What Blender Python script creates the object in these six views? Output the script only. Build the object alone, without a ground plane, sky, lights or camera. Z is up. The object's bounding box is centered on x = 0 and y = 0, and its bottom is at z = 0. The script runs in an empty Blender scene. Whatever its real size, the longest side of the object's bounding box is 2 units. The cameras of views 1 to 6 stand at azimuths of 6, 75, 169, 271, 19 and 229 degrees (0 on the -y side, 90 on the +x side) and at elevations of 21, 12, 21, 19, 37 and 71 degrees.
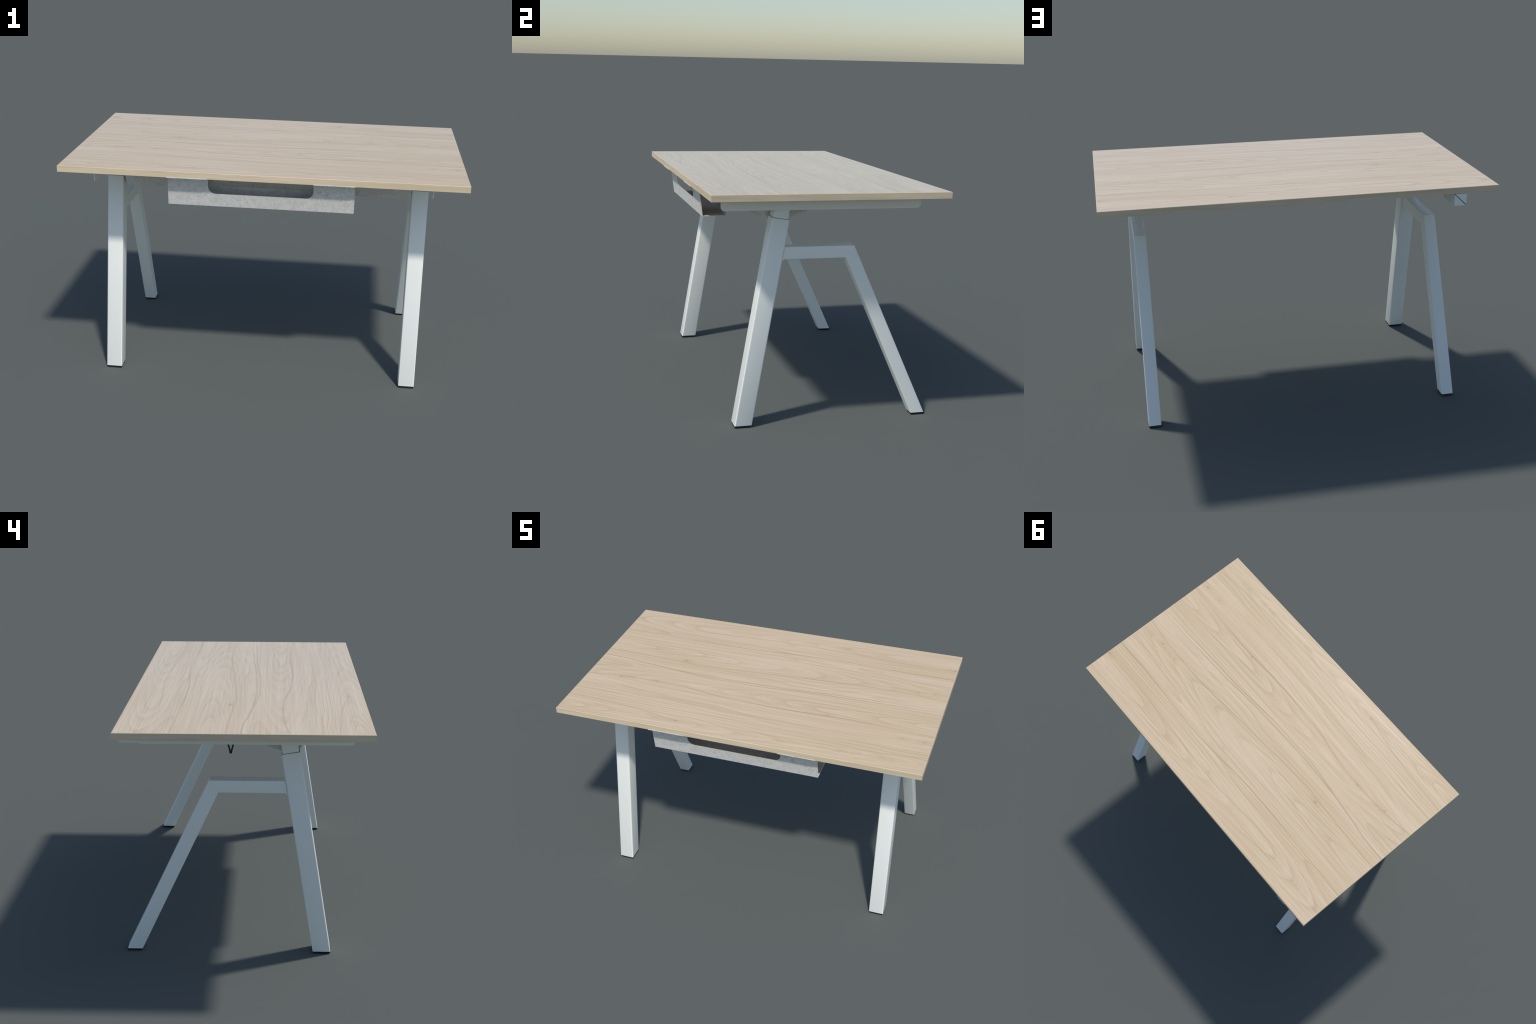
import bpy, bmesh, math
from mathutils import Vector

# ------------------------------------------------------------------ sizes (metres)
TOP_X, TOP_Y = 1.0, 0.583            # half length / half depth of the desk top
TOP_Z0, TOP_Z1 = 1.1455, 1.1785      # underside / upper face
BAND = 0.0022                        # edge band thickness
PAD_H = 0.009                        # rubber foot height
FRONT_X = (0.7492, 0.8330)           # front leg, inner/outer side
REAR_X = (0.7590, 0.8235)            # crossbar + rear leg, inner/outer side
LEAN_F = 0.1618                      # dy/dz of the front leg


def front_y(z):                      # front and rear faces of the front leg
    return (-0.4222 + LEAN_F * (z - PAD_H), -0.3342 + LEAN_F * (z - PAD_H))


# ------------------------------------------------------------------ node helpers
class Nodes:
    def __init__(self, name):
        self.mat = bpy.data.materials.new(name)
        self.mat.use_nodes = True
        self.t = self.mat.node_tree
        self.t.nodes.clear()
        self.out = self.t.nodes.new("ShaderNodeOutputMaterial")
        self.bsdf = self.t.nodes.new("ShaderNodeBsdfPrincipled")
        self.t.links.new(self.bsdf.outputs[0], self.out.inputs[0])
        self.coord = self.t.nodes.new("ShaderNodeTexCoord").outputs["Object"]

    def link(self, val, sock):
        if isinstance(val, bpy.types.NodeSocket):
            self.t.links.new(val, sock)
        else:
            sock.default_value = val

    def math(self, op, a, b=0.0, c=0.0, clamp=False):
        n = self.t.nodes.new("ShaderNodeMath")
        n.operation = op
        n.use_clamp = clamp
        for v, s in zip((a, b, c), n.inputs):
            self.link(v, s)
        return n.outputs[0]

    def scaled(self, sx, sy, sz, off=(0, 0, 0)):
        n = self.t.nodes.new("ShaderNodeMapping")
        n.inputs["Scale"].default_value = (sx, sy, sz)
        n.inputs["Location"].default_value = off
        self.t.links.new(self.coord, n.inputs["Vector"])
        return n.outputs[0]

    def noise(self, vec, scale=1.0, detail=2.0, rough=0.5, dist=0.0):
        n = self.t.nodes.new("ShaderNodeTexNoise")
        self.t.links.new(vec, n.inputs["Vector"])
        n.inputs["Scale"].default_value = scale
        n.inputs["Detail"].default_value = detail
        n.inputs["Roughness"].default_value = rough
        n.inputs["Distortion"].default_value = dist
        return n.outputs["Fac"]

    def remap(self, v, a, b, c=0.0, d=1.0, smooth=False):
        n = self.t.nodes.new("ShaderNodeMapRange")
        n.interpolation_type = "SMOOTHSTEP" if smooth else "LINEAR"
        n.clamp = True
        self.link(v, n.inputs[0])
        for i, k in enumerate((a, b, c, d)):
            n.inputs[i + 1].default_value = k
        return n.outputs[0]

    def mix(self, fac, a, b, mode="MIX"):
        n = self.t.nodes.new("ShaderNodeMix")
        n.data_type = "RGBA"
        n.blend_type = mode
        self.link(fac, n.inputs[0])
        self.link(a if isinstance(a, bpy.types.NodeSocket) else (*a, 1), n.inputs[6])
        self.link(b if isinstance(b, bpy.types.NodeSocket) else (*b, 1), n.inputs[7])
        return n.outputs[2]

    def xyz(self):
        n = self.t.nodes.new("ShaderNodeSeparateXYZ")
        self.t.links.new(self.coord, n.inputs[0])
        return n.outputs

    def curve(self, v, pts, lo, hi):
        """value along x in -1..1  ->  smooth curve through pts (x, value)"""
        n = self.t.nodes.new("ShaderNodeFloatCurve")
        c = n.mapping.curves[0]
        norm = [((x + 1) / 2, (y - lo) / (hi - lo)) for x, y in pts]
        c.points[0].location, c.points[1].location = norm[0], norm[-1]
        for p in norm[1:-1]:
            c.points.new(*p)
        n.mapping.update()
        self.link(self.math("MULTIPLY_ADD", v, 0.5, 0.5), n.inputs["Value"])
        return self.math("MULTIPLY_ADD", n.outputs[0], hi - lo, lo)

    def bump(self, h, strength, dist):
        n = self.t.nodes.new("ShaderNodeBump")
        n.inputs["Strength"].default_value = strength
        n.inputs["Distance"].default_value = dist
        self.t.links.new(h, n.inputs["Height"])
        self.t.links.new(n.outputs[0], self.bsdf.inputs["Normal"])

    def finish(self, color, rough, spec=0.5):
        self.link(color if isinstance(color, bpy.types.NodeSocket) else (*color, 1), self.bsdf.inputs["Base Color"])
        self.link(rough, self.bsdf.inputs["Roughness"])
        self.bsdf.inputs["Specular IOR Level"].default_value = spec
        return self.mat


# ------------------------------------------------------------------ materials
def wood_top_material():
    n = Nodes("pale_oak_veneer")
    X, Y, Z = n.xyz()
    wob = n.math("SUBTRACT", n.noise(n.scaled(1.1, 3.6, 1), 1.0, 2.0, 0.45), 0.5)
    yw = n.math("MULTIPLY_ADD", wob, 0.085, Y)
    # growth-ring field: flat-sawn hearts every 0.33 m with straight grain between
    a = n.math("COSINE", n.math("MULTIPLY", n.math("SUBTRACT", yw, 0.15), 2 * math.pi / 0.33))
    alt = n.math("COSINE", n.math("MULTIPLY", n.math("SUBTRACT", yw, 0.15), math.pi / 0.33))
    drift = n.math("MULTIPLY", n.math("MULTIPLY", X, alt), -4.2)
    lump = n.math("MULTIPLY", n.noise(n.scaled(1.4, 4.0, 1, (3.1, 0.7, 0)), 1.0, 2.0, 0.42), 3.2)
    f = n.math("ADD", n.math("MULTIPLY_ADD", a, 2.5, drift), lump)
    saw = n.math("FRACT", f)
    ring = n.math("MULTIPLY", n.remap(saw, 0.05, 0.86, 0, 1, True), n.remap(saw, 0.88, 1.0, 1, 0, True))
    line = n.math("MULTIPLY", n.remap(saw, 0.70, 0.88, 0, 1, True), n.remap(saw, 0.89, 0.98, 1, 0, True))
    saw2 = n.math("FRACT", n.math("MULTIPLY", f, 2.63))
    ring2 = n.math("MULTIPLY", n.remap(saw2, 0.1, 0.80, 0, 1, True), n.remap(saw2, 0.82, 1.0, 1, 0, True))
    saw3 = n.math("FRACT", n.math("MULTIPLY", f, 6.1))
    ring3 = n.math("MULTIPLY", n.remap(saw3, 0.1, 0.6, 0, 1, True), n.remap(saw3, 0.65, 1.0, 1, 0, True))
    ringvar = n.remap(n.noise(n.scaled(0.9, 6.0, 1, (7, 2, 0)), 1.0, 2.0), 0.34, 0.64)
    # plain areas where the figure fades out
    plain = n.remap(n.noise(n.scaled(1.3, 5.5, 1, (2.2, 6.1, 0)), 1.0, 2.0, 0.5), 0.38, 0.62, 0.25, 1.0, True)
    # fibre
    fib = n.noise(n.scaled(1.5, 210.0, 40.0), 1.0, 2.0, 0.5)
    fib2 = n.noise(n.scaled(0.55, 70.0, 20.0, (5, 1, 0)), 1.0, 2.0, 0.5)
    pore = n.remap(n.noise(n.scaled(13.0, 270.0, 50.0, (2, 9, 0)), 1.0, 1.0), 0.62, 0.78)
    tone = n.noise(n.scaled(0.9, 5.0, 1, (1.7, 4.2, 0)), 1.0, 2.0, 0.5)
    hue = n.noise(n.scaled(1.6, 9.0, 1, (8.7, 1.2, 0)), 1.0, 2.0, 0.5)

    col = n.mix(n.remap(tone, 0.32, 0.70), (0.766, 0.599, 0.406), (0.701, 0.529, 0.329))
    col = n.mix(n.math("MULTIPLY", n.remap(hue, 0.45, 0.70), 0.40), col, (0.738, 0.539, 0.374))
    col = n.mix(n.math("MULTIPLY", ring, n.math("MULTIPLY_ADD", ringvar, 0.32, 0.14)), col, (0.584, 0.429, 0.239))
    col = n.mix(n.math("MULTIPLY", n.math("MULTIPLY", line, n.math("MULTIPLY_ADD", ringvar, 0.26, 0.08)), plain), col, (0.482, 0.346, 0.200))
    col = n.mix(n.math("MULTIPLY", n.math("MULTIPLY", ring2, n.math("MULTIPLY_ADD", ringvar, -0.10, 0.19)), plain), col, (0.546, 0.403, 0.244))
    col = n.mix(n.math("MULTIPLY", ring3, 0.10), col, (0.868, 0.723, 0.530))
    col = n.mix(n.math("MULTIPLY", n.remap(fib2, 0.50, 0.74), 0.30), col, (0.856, 0.707, 0.515))
    col = n.mix(n.math("MULTIPLY", n.math("MULTIPLY", n.remap(fib2, 0.48, 0.26), 0.26), plain), col, (0.557, 0.409, 0.244))
    col = n.mix(n.math("MULTIPLY", n.remap(fib, 0.48, 0.70), 0.40), col, (0.873, 0.728, 0.534))
    col = n.mix(n.math("MULTIPLY", n.math("MULTIPLY", n.remap(fib, 0.48, 0.27), 0.26), plain), col, (0.524, 0.383, 0.229))
    col = n.mix(n.math("MULTIPLY", pore, 0.14), col, (0.386, 0.262, 0.143))

    # pale sapwood band along the middle
    mid = [(-1, -0.01), (-0.8, -0.005), (-0.6, -0.035), (-0.15, -0.052), (0.5, -0.018), (1, 0.002)]
    yc = n.curve(X, mid, -0.6, 0.6)
    d = n.math("ABSOLUTE", n.math("SUBTRACT", Y, yc))
    col = n.mix(n.math("MULTIPLY", n.remap(d, 0.055, 0.012, 0, 1, True), 0.12), col, (0.856, 0.712, 0.525))

    # long mineral streaks: (curve y(x), width, strength)
    streaks = [
        ([(-1, 0.012), (-0.82, 0.002), (-0.6, -0.027), (-0.17, -0.044), (0.5, -0.015), (1, 0.000)], 0.0060, 0.60),
        ([(-1, -0.022), (-0.6, -0.042), (-0.12, -0.062), (0.4, -0.036), (1, -0.018)], 0.0050, 0.55),
        ([(-1, 0.329), (-0.6, 0.316), (-0.18, 0.312), (0.3, 0.336), (0.7, 0.322), (1, 0.316)], 0.0050, 0.60),
        ([(-1, 0.350), (-0.5, 0.334), (0, 0.330), (0.5, 0.345), (1, 0.338)], 0.0032, 0.38),
        ([(-1, 0.400), (-0.8, 0.405), (-0.47, 0.424), (0.02, 0.446), (0.42, 0.425), (1, 0.412)], 0.0052, 0.42),
        ([(-1, -0.207), (-0.8, -0.182), (-0.5, -0.180), (-0.2, -0.216), (0.1, -0.236), (0.45, -0.228), (1, -0.252)], 0.0055, 0.58),
        ([(-1, -0.425), (-0.8, -0.440), (-0.5, -0.470), (-0.33, -0.503), (0.0, -0.486), (0.35, -0.486), (1, -0.440)], 0.0050, 0.45),
        ([(-1, 0.080), (-0.65, 0.066), (-0.4, 0.056), (0.08, 0.088), (0.5, 0.112), (0.84, 0.108), (1, 0.092)], 0.0050, 0.48),
        ([(-1, 0.255), (-0.4, 0.238), (0.1, 0.255), (0.6, 0.232), (1, 0.240)], 0.0034, 0.34),
        ([(-1, -0.335), (-0.3, -0.322), (0.3, -0.345), (1, -0.330)], 0.0034, 0.26),
    ]
    for i, (pts, w, amp) in enumerate(streaks):
        yy = n.curve(X, pts, -0.6, 0.6)
        jit = n.math("SUBTRACT", n.noise(n.scaled(3.6, 2.0, 1, (i * 3.3, i * 1.9, 0)), 1.0, 3.0, 0.6), 0.5)
        dd = n.math("ABSOLUTE", n.math("SUBTRACT", n.math("MULTIPLY_ADD", jit, 0.020, Y), yy))
        g = n.remap(dd, w * 1.2, 0.0006, 0, 1, True)
        m = n.remap(n.noise(n.scaled(1.7, 1.0, 1, (i * 5.1, i * 7.7, 0)), 1.0, 3.0, 0.6), 0.36, 0.60, 0.28, 0.95)
        red = (0.471, 0.299, 0.167) if i in (0, 5) else (0.433, 0.320, 0.177)
        col = n.mix(n.math("MULTIPLY", n.math("MULTIPLY", g, m), min(0.8, amp * 1.05)), col, red)

    # small knots with a smoky halo: (x, y, radius, strength)
    knots = [(-0.509, 0.077, 0.0075, 0.75), (0.419, -0.219, 0.007, 0.55), (0.831, 0.134, 0.008, 0.45),
             (0.985, 0.416, 0.007, 0.6), (-0.333, -0.505, 0.010, 0.40), (0.842, -0.310, 0.006, 0.5),
             (0.956, -0.312, 0.008, 0.5), (-0.588, -0.175, 0.008, 0.45), (0.082, 0.274, 0.007, 0.35),
             (-0.800, -0.190, 0.009, 0.45), (-0.790, -0.495, 0.008, 0.3), (0.020, 0.425, 0.007, 0.35)]
    for kx, ky, r, amp in knots:
        v = n.t.nodes.new("ShaderNodeVectorMath")
        v.operation = "LENGTH"
        mp = n.t.nodes.new("ShaderNodeMapping")
        mp.vector_type = "POINT"
        mp.inputs["Scale"].default_value = (0.42, 1.0, 0.0)
        mp.inputs["Location"].default_value = (-kx * 0.42, -ky, 0)
        n.t.links.new(n.coord, mp.inputs["Vector"])
        n.t.links.new(mp.outputs[0], v.inputs[0])
        halo = n.remap(v.outputs["Value"], r * 4.5, r * 0.6, 0, 1, True)
        col = n.mix(n.math("MULTIPLY", halo, amp * 0.42), col, (0.568, 0.393, 0.210))
        core = n.remap(v.outputs["Value"], r * 0.75, r * 0.2, 0, 1, True)
        col = n.mix(n.math("MULTIPLY", core, amp * 0.75), col, (0.289, 0.173, 0.091))
    n.bump(fib, 0.06, 0.0006)
    return n.finish(col, n.remap(fib2, 0.3, 0.7, 0.16, 0.21), 0.5)


def wood_edge_material():
    n = Nodes("edge_banding")
    g1 = n.noise(n.scaled(5.0, 5.0, 110.0), 1.0, 3.0, 0.6)
    g2 = n.noise(n.scaled(2.2, 2.2, 34.0, (4, 7, 1)), 1.0, 3.0, 0.55)
    g3 = n.noise(n.scaled(3.0, 3.0, 9.0, (9, 2, 5)), 1.0, 2.0, 0.5)
    col = n.mix(n.remap(g2, 0.3, 0.7), (0.843, 0.679, 0.475), (0.686, 0.541, 0.358))
    col = n.mix(n.math("MULTIPLY", n.remap(g3, 0.45, 0.7), 0.5), col, (0.718, 0.619, 0.399))
    col = n.mix(n.math("MULTIPLY", n.remap(g1, 0.5, 0.75), 0.4), col, (0.896, 0.730, 0.530))
    col = n.mix(n.math("MULTIPLY", n.remap(g1, 0.45, 0.25), 0.4), col, (0.580, 0.450, 0.296))
    return n.finish(col, 0.5, 0.4)


def paint_material():
    n = Nodes("white_powder_coat")
    g = n.noise(n.scaled(1, 1, 1), 420.0, 2.0, 0.5)
    t = n.noise(n.scaled(1, 1, 1), 3.0, 2.0, 0.5)
    col = n.mix(n.remap(t, 0.35, 0.65), (0.972, 0.980, 0.915), (0.955, 0.965, 0.900))
    n.bump(g, 0.04, 0.0004)
    return n.finish(col, 0.38, 0.5)


def felt_material():
    n = Nodes("speckled_grey_felt")
    cloud = n.noise(n.scaled(1, 1, 1), 26.0, 4.0, 0.6)
    spot = n.noise(n.scaled(1, 1, 1, (3, 5, 7)), 85.0, 3.0, 0.6)
    blotch = n.noise(n.scaled(1, 1, 1, (6, 1, 2)), 48.0, 3.0, 0.55, 0.6)
    fine = n.noise(n.scaled(1, 1, 1, (2, 2, 9)), 320.0, 2.0, 0.6)
    col = n.mix(n.remap(cloud, 0.32, 0.68), (0.808, 0.781, 0.715), (0.710, 0.690, 0.629))
    col = n.mix(n.math("MULTIPLY", n.remap(spot, 0.50, 0.72), 0.55), col, (0.495, 0.482, 0.439))
    col = n.mix(n.math("MULTIPLY", n.remap(blotch, 0.60, 0.74), 0.55), col, (0.421, 0.410, 0.374))
    col = n.mix(n.math("MULTIPLY", n.remap(spot, 0.45, 0.25), 0.45), col, (0.957, 0.917, 0.842))
    col = n.mix(n.math("MULTIPLY", n.remap(fine, 0.5, 0.75), 0.25), col, (0.561, 0.544, 0.498))
    n.bump(fine, 0.15, 0.0008)
    return n.finish(col, 0.9, 0.2)


def rubber_material(name, k=1.0):
    n = Nodes(name)
    g = n.noise(n.scaled(1, 1, 1), 160.0, 2.0)
    return n.finish(n.mix(g, (0.010 * k, 0.010 * k, 0.011 * k), (0.022 * k, 0.022 * k, 0.023 * k)), 0.55, 0.4)


M_TOP, M_EDGE, M_PAINT, M_FELT = wood_top_material(), wood_edge_material(), paint_material(), felt_material()
M_RUBBER = rubber_material("black_rubber")
M_HOOK = rubber_material("black_plastic")
M_GAP = rubber_material("painted_gap_shadow", 16.0)


# ------------------------------------------------------------------ mesh helpers
def to_object(name, bm, mat, parent, smooth=False):
    bmesh.ops.recalc_face_normals(bm, faces=bm.faces)
    me = bpy.data.meshes.new(name)
    bm.to_mesh(me)
    bm.free()
    me.materials.append(mat)
    ob = bpy.data.objects.new(name, me)
    bpy.context.scene.collection.objects.link(ob)
    ob.parent = parent
    if smooth:
        for p in me.polygons:
            p.use_smooth = True
        me.set_sharp_from_angle(angle=math.radians(40))
    return ob


def prism(bm, loop_a, loop_b):
    """solid between two matching closed loops of 3D points"""
    a = [bm.verts.new(p) for p in loop_a]
    b = [bm.verts.new(p) for p in loop_b]
    k = len(a)
    for i in range(k):
        bm.faces.new((a[i], a[(i + 1) % k], b[(i + 1) % k], b[i]))
    bm.faces.new(a[::-1])
    bm.faces.new(b)
    return a, b


def side_prism(bm, yz, x0, x1):
    return prism(bm, [(x0, y, z) for y, z in yz], [(x1, y, z) for y, z in yz])


def box(bm, x0, x1, y0, y1, z0, z1):
    return side_prism(bm, [(y0, z0), (y1, z0), (y1, z1), (y0, z1)], x0, x1)


def bevel(bm, width, segs=3, pick=None):
    bm.edges.ensure_lookup_table()
    edges = [e for e in bm.edges if pick is None or pick(e)]
    bmesh.ops.bevel(bm, geom=edges, offset=width, segments=segs, profile=0.5, affect="EDGES", clamp_overlap=True)


def arc(cx, cy, r, a0, a1, k):
    return [(cx + r * math.cos(math.radians(a0 + (a1 - a0) * i / k)),
             cy + r * math.sin(math.radians(a0 + (a1 - a0) * i / k))) for i in range(k + 1)]


def long_edge(e):
    return e.calc_length() > 0.3


# ------------------------------------------------------------------ the desk
desk = bpy.data.objects.new("office_desk", None)
bpy.context.scene.collection.objects.link(desk)
desk["label"] = "pale oak desk on slanted white metal legs with grey felt tray"
desk["category"] = "desk"

# --- desk top with its edge band
bm = bmesh.new()
box(bm, -TOP_X + BAND, TOP_X - BAND, -TOP_Y + BAND, TOP_Y - BAND, TOP_Z0, TOP_Z1)
top = to_object("desk_top", bm, M_TOP, desk)

bm = bmesh.new()
zb = (TOP_Z0 + 0.0002, TOP_Z1 - 0.0002)
ch = 0.0012
prof = [(0.0, zb[0]), (BAND - ch, zb[0]), (BAND, zb[0] + ch), (BAND, zb[1] - ch), (BAND - ch, zb[1]), (0.0, zb[1])]
rings = []
for sx, sy in ((-1, -1), (1, -1), (1, 1), (-1, 1)):
    rings.append([bm.verts.new((sx * (TOP_X - BAND + o), sy * (TOP_Y - BAND + o), z)) for o, z in prof])
for i in range(4):
    r0, r1 = rings[i], rings[(i + 1) % 4]
    for j in range(len(prof)):
        k = (j + 1) % len(prof)
        bm.faces.new((r0[j], r1[j], r1[k], r0[k]))
to_object("edge_band", bm, M_EDGE, top)


CB_Z0, CB_Z1 = 0.8365, 0.8980        # crossbar channel, bottom / top
R_OUT = (0.1645, CB_Z1)              # rear leg, outer corner of the bend
R_IN = (0.1235, CB_Z0)               # inner corner of the bend
R_FOOT = (0.5060, 0.5798)            # rear leg at the foot pad, front / rear face
WALL = 0.0055


def build_side(s):
    """everything that repeats at the two ends; s = -1 left, +1 right"""
    fx = (s * FRONT_X[0], s * FRONT_X[1])
    rx = (s * REAR_X[0], s * REAR_X[1])

    # front leg: leaning box tube, top cut square to its axis
    zt = 1.036
    yf, yr = front_y(zt)
    half = (yr - yf) / 2
    dz = half * LEAN_F / (1 + LEAN_F ** 2)
    z_f, z_r = zt + dz, zt - dz
    yz = [(front_y(PAD_H)[0], PAD_H), (front_y(PAD_H)[1], PAD_H), (front_y(z_r)[1], z_r), (front_y(z_f)[0], z_f)]
    bm = bmesh.new()
    side_prism(bm, yz, *fx)
    bevel(bm, 0.0065, 4, long_edge)
    bevel(bm, 0.0016, 2, lambda e: e.calc_length() > 0.02 and not long_edge(e) and e.is_manifold and e.calc_face_angle(0) > 0.8)
    leg = to_object("front_leg", bm, M_PAINT, desk, True)

    # narrower neck that slides into the leg and carries the top
    ins = 0.0050
    z0, z1 = zt - 0.06, TOP_Z0 - 0.0005
    yz = [(front_y(z0)[0] + ins, z0), (front_y(z0)[1] - ins, z0), (front_y(z1)[1] - ins, z1), (front_y(z1)[0] + ins, z1)]
    bm = bmesh.new()
    side_prism(bm, yz, fx[0] + s * ins, fx[1] - s * ins)
    bevel(bm, 0.007, 4, lambda e: e.calc_length() > 0.1)
    to_object("leg_neck", bm, M_PAINT, leg, True)

    # thin dark ring modelled as the shadow line where the neck enters the leg
    g = 0.0032
    yz = [(front_y(z_f)[0] + g, z_f), (front_y(z_r)[1] - g, z_r), (front_y(z_r)[1] - g + LEAN_F * 0.0018, z_r + 0.0018), (front_y(z_f)[0] + g + LEAN_F * 0.0018, z_f + 0.0018)]
    bm = bmesh.new()
    side_prism(bm, yz, fx[0] + s * g, fx[1] - s * g)
    to_object("neck_shadow_ring", bm, M_GAP, leg)

    # black foot under the front leg
    y0, y1 = front_y(PAD_H)
    bm = bmesh.new()
    prism(bm, [(x, y, 0.0) for x, y in ((fx[0] + s * .002, y0 + .001), (fx[1] - s * .002, y0 + .001), (fx[1] - s * .002, y1 - .003), (fx[0] + s * .002, y1 - .003))],
          [(x, y, PAD_H + 0.0005) for x, y in ((fx[0] + s * .0008, y0 + .0008), (fx[1] - s * .0008, y0 + .0008), (fx[1] - s * .0008, y1 - .0008), (fx[0] + s * .0008, y1 - .0008))])
    bevel(bm, 0.006, 3, lambda e: abs(e.verts[0].co.z - e.verts[1].co.z) > 0.005)
    to_object("foot_pad", bm, M_RUBBER, leg, True)

    # crossbar: closed box tube, mitred into the rear leg
    def y_front(z):
        return front_y(z)[1] + 0.0065

    def y_mitre(z):
        t = (z - CB_Z0) / (CB_Z1 - CB_Z0)
        return R_IN[0] + (R_OUT[0] - R_IN[0]) * t

    yz = [(y_front(CB_Z0), CB_Z0), R_IN, R_OUT, (y_front(CB_Z1), CB_Z1)]
    bm = bmesh.new()
    side_prism(bm, yz, *rx)
    bevel(bm, 0.0045, 4, lambda e: abs(e.verts[0].co.y - e.verts[1].co.y) > 0.2)
    bar = to_object("crossbar", bm, M_PAINT, desk, True)

    # end plate of the crossbar, screwed to the front leg
    bm = bmesh.new()
    zz = (CB_Z0 - 0.005, CB_Z1 + 0.001)
    yz = [(front_y(zz[0])[1] + 0.0012, zz[0]), (front_y(zz[0])[1] + 0.0075, zz[0]), (front_y(zz[1])[1] + 0.0075, zz[1]), (front_y(zz[1])[1] + 0.0012, zz[1])]
    side_prism(bm, yz, rx[0] - s * 0.002, rx[1] + s * 0.002)
    bevel(bm, 0.001, 1)
    to_object("joint_plate", bm, M_PAINT, bar)

    # rear leg: closed tube from the mitre down to the foot
    yz = [R_IN, (R_FOOT[0], PAD_H), (R_FOOT[1], PAD_H), R_OUT]
    bm = bmesh.new()
    side_prism(bm, yz, *rx)
    bevel(bm, 0.0055, 4, long_edge)
    rear = to_object("rear_leg", bm, M_PAINT, desk, True)
    bm = bmesh.new()
    prism(bm, [(x, y, 0.0) for x, y in ((rx[0] + s * .002, R_FOOT[0] + .005), (rx[1] - s * .002, R_FOOT[0] + .005), (rx[1] - s * .002, R_FOOT[1] + .0028), (rx[0] + s * .002, R_FOOT[1] + .0028))],
          [(x, y, PAD_H + 0.0005) for x, y in ((rx[0] + s * .0008, R_FOOT[0] + .0008), (rx[1] - s * .0008, R_FOOT[0] + .0008), (rx[1] - s * .0008, R_FOOT[1] - .0006), (rx[0] + s * .0008, R_FOOT[1] - .0006))])
    bevel(bm, 0.006, 3, lambda e: abs(e.verts[0].co.z - e.verts[1].co.z) > 0.005)
    to_object("foot_pad", bm, M_RUBBER, rear, True)

    # side rail: angle profile under the top, rounded lower corners
    zr0, zr1 = 1.0790, TOP_Z0 - 0.0004
    y0, y1, rr = -0.5060, 0.4960, 0.020
    yz = [(y0, zr1)] + arc(y0 + rr, zr0 + rr, rr, 180, 270, 6) + arc(y1 - rr, zr0 + rr, rr, 270, 360, 6) + [(y1, zr1)]
    bm = bmesh.new()
    side_prism(bm, yz, s * 0.8325, s * 0.8375)
    rail = to_object("side_rail", bm, M_PAINT, desk, True)
    bm = bmesh.new()
    box(bm, s * 0.745, s * 0.8330, y0 + 0.02, y1 - 0.02, TOP_Z0 - 0.0055, TOP_Z0 - 0.0004)
    to_object("rail_flange", bm, M_PAINT, rail)


build_side(-1)
build_side(1)

# --- felt cable trough: V section between the leg frames
TR = [(-0.3170, TOP_Z0 - 0.0006), (-0.2400, 0.9935), (0.1850, TOP_Z0 - 0.0006)]
TX = 0.744
bm = bmesh.new()


sec = TR
loops = []
for x in (-TX, TX):
    k = 1 if x > 0 else -1
    loops.append([(x - k * 0.010 * max(0.0, 1 - (z - 0.9935) / 0.03), y, z) for y, z in sec])
prism(bm, *loops)
to_object("cable_trough", bm, M_FELT, desk)

# --- steel beam that ties the two rails together above the trough
bm = bmesh.new()
BZ0, BZ1, BYF = 1.0790, TOP_Z0 - 0.0060, -0.3260
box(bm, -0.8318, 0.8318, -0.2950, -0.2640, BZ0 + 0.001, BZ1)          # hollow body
box(bm, -0.8318, 0.8318, BYF, -0.2951, BZ0, 1.0940)                   # lower lip of the face
box(bm, -0.8318, 0.8318, BYF, -0.2951, 1.1300, BZ1 - 0.0005)          # upper lip
slots = [(-0.822, -0.738), (-0.655, -0.600), (0.600, 0.655), (0.738, 0.822)]
edge = -0.8317
for s0, s1 in slots + [(0.8317, 0.8317)]:
    box(bm, edge, s0, BYF, -0.2951, 1.0941, 1.1299)
    edge = s1
to_object("support_beam", bm, M_PAINT, desk)

# --- felt storage tray: bent sheet with two cut-out walls and glued lips
TRX, CUT, CUT_R, CUT_Z, T = 0.4585, 0.2583, 0.038, 1.0590, 0.0036
FB, FT = (-0.5222, 0.9930), (-0.5420, TOP_Z0)      # front wall bottom / top (y, z)
BB, BT = (-0.3970, 0.9930), (-0.3772, TOP_Z0)      # back wall


def wall_point(bot, top_, x, z, inward):
    t = (z - bot[1]) / (top_[1] - bot[1])
    return (x, bot[0] + (top_[0] - bot[0]) * t + inward, z)


def tray_wall(bm, bot, top_, inward):
    zt = TOP_Z0 + 0.0006
    shape = [(-TRX, bot[1]), (TRX, bot[1]), (TRX, zt), (CUT, zt)]
    shape += [(x, z) for x, z in arc(CUT - CUT_R, CUT_Z + CUT_R, CUT_R, 0, -90, 10)]
    shape += [(x, z) for x, z in arc(-CUT + CUT_R, CUT_Z + CUT_R, CUT_R, -90, -180, 10)]
    shape += [(-CUT, zt), (-TRX, zt)]
    prism(bm, [wall_point(bot, top_, x, z, 0.0) for x, z in shape],
          [wall_point(bot, top_, x, z, inward) for x, z in shape])


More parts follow.
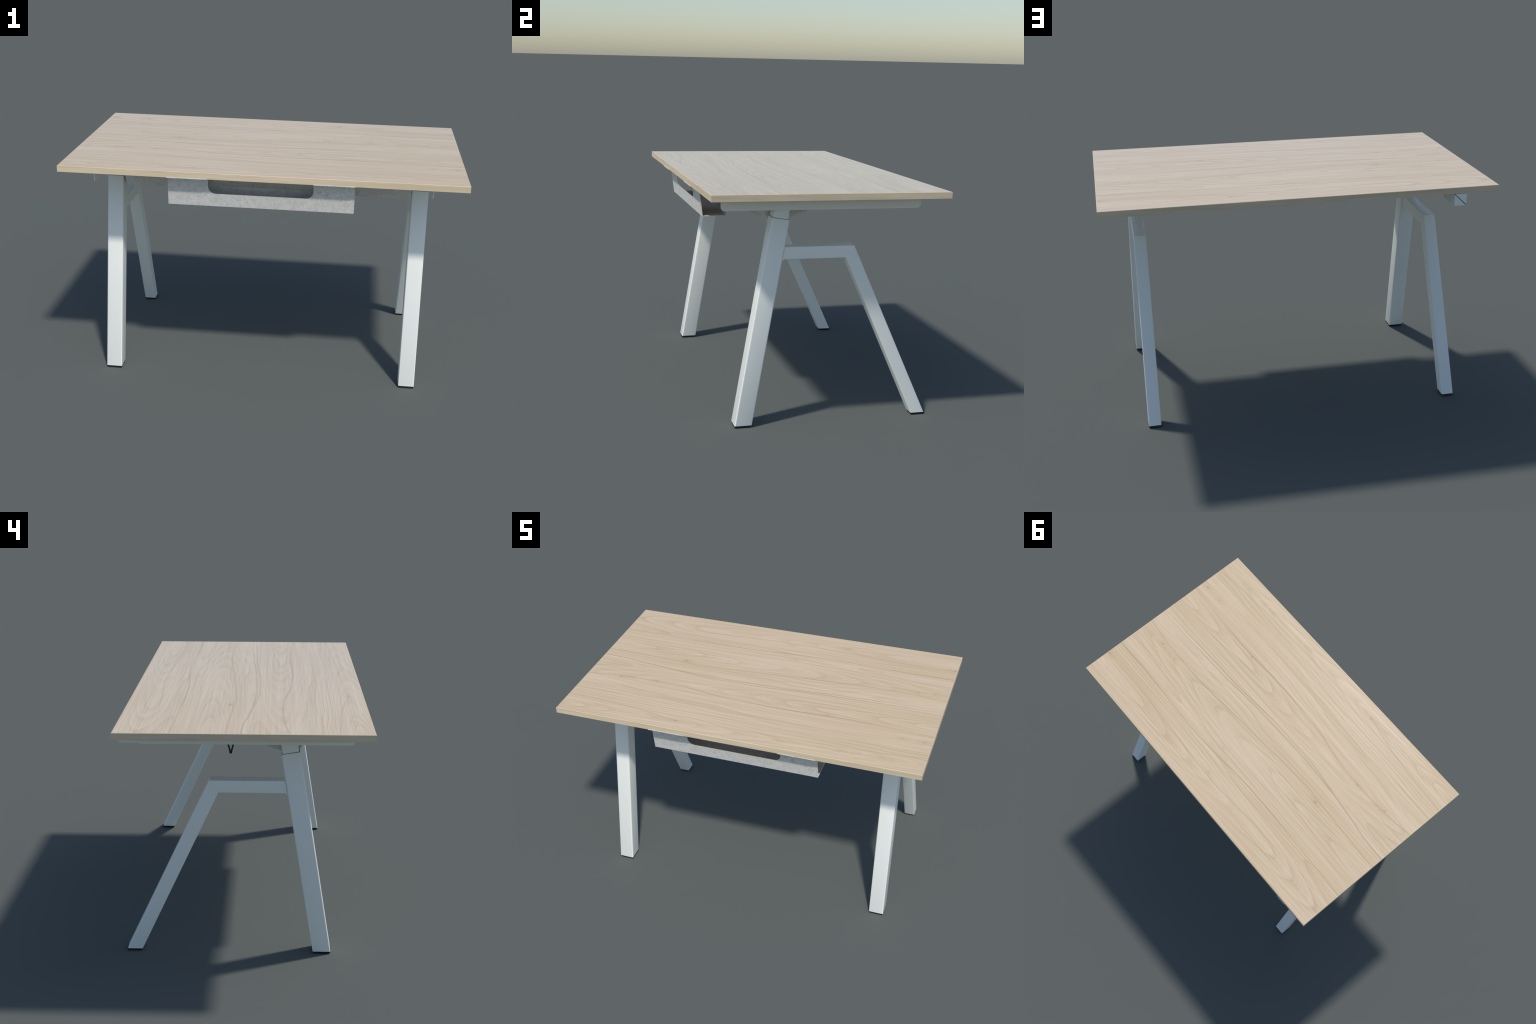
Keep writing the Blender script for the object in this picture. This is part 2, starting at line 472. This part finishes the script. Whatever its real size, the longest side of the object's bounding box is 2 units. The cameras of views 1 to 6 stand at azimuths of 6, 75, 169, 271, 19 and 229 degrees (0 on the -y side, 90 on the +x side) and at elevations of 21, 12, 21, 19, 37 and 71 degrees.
bm = bmesh.new()
tray_wall(bm, FB, FT, T)
front = to_object("tray_wall", bm, M_FELT, None)
bm = bmesh.new()
tray_wall(bm, BB, BT, -T)
back = to_object("tray_wall", bm, M_FELT, None)
bm = bmesh.new()
box(bm, -TRX, TRX, FB[0] + T * 0.9, BB[0] - T * 0.9, 0.9930, 0.9930 + T)
tray = to_object("storage_tray", bm, M_FELT, desk)
front.parent = tray
back.parent = tray
for k in (-1, 1):
    for y0, y1 in ((-0.5840, FT[0] + T), (BT[0] - T, BT[0] + 0.0425)):
        bm = bmesh.new()
        xa, xb = sorted((k * CUT, k * TRX))
        box(bm, xa, xb, y0, y1, TOP_Z0 - 0.0006, TOP_Z0 + 0.0036)
        to_object("tray_lip", bm, M_FELT, tray)

# --- capped box tube behind the left rail end, with a slit across its cap
bm = bmesh.new()
box(bm, -0.8322, -0.7660, 0.4300, 0.5750, 1.0810, TOP_Z0 - 0.0010)
bevel(bm, 0.0012, 1)
tube = to_object("end_box", bm, M_PAINT, desk)
gap = 0.0034
bx0, bx1, bz0, bz1 = -0.8310, -0.7670, 1.0825, TOP_Z0 - 0.0022
# the slit runs from the inner top corner to the outer bottom corner
for tri in (((bx1 - gap, bz1), (bx0, bz1), (bx0, bz0 + gap)), ((bx1, bz1 - gap), (bx0 + gap, bz0), (bx1, bz0))):
    bm = bmesh.new()
    prism(bm, [(x, 0.5752, z) for x, z in tri], [(x, 0.5785, z) for x, z in tri])
    to_object("box_cap", bm, M_PAINT, tube)
bm = bmesh.new()
box(bm, bx0 - 0.0005, bx1 + 0.0005, 0.5748, 0.57540, bz0 - 0.0005, bz1 + 0.0005)  # grey plate darkens the slit: shadow on white paint, built as an object
to_object("slit_shadow_plate", bm, M_GAP, tube)

# --- black V hook hanging behind the trough
HX, HY, HZ = -0.730, 0.0685, 1.0012
cu = bpy.data.curves.new("cable_hook_path", "CURVE")
cu.dimensions = "3D"
cu.bevel_depth, cu.bevel_resolution = 0.0040, 3
path = [(-0.0375, TOP_Z0 - 0.001), (-0.0036, HZ + 0.0125)] + [(0.0034 * math.sin(math.radians(t)), HZ + 0.0056 - 0.0034 * math.cos(math.radians(t))) for t in (-65, -30, 0, 30, 65)] + [(0.0036, HZ + 0.0125), (0.0375, TOP_Z0 - 0.001)]
sp = cu.splines.new("POLY")
sp.points.add(len(path) - 1)
for p, (dy, z) in zip(sp.points, path):
    p.co = (HX, HY + dy, z, 1)
cu.use_fill_caps = True
tmp = bpy.data.objects.new("cable_hook_path", cu)
bpy.context.scene.collection.objects.link(tmp)
bm = bmesh.new()
bm.from_mesh(tmp.evaluated_get(bpy.context.evaluated_depsgraph_get()).to_mesh())
to_object("cable_hook", bm, M_HOOK, desk, True)
bpy.data.objects.remove(tmp)
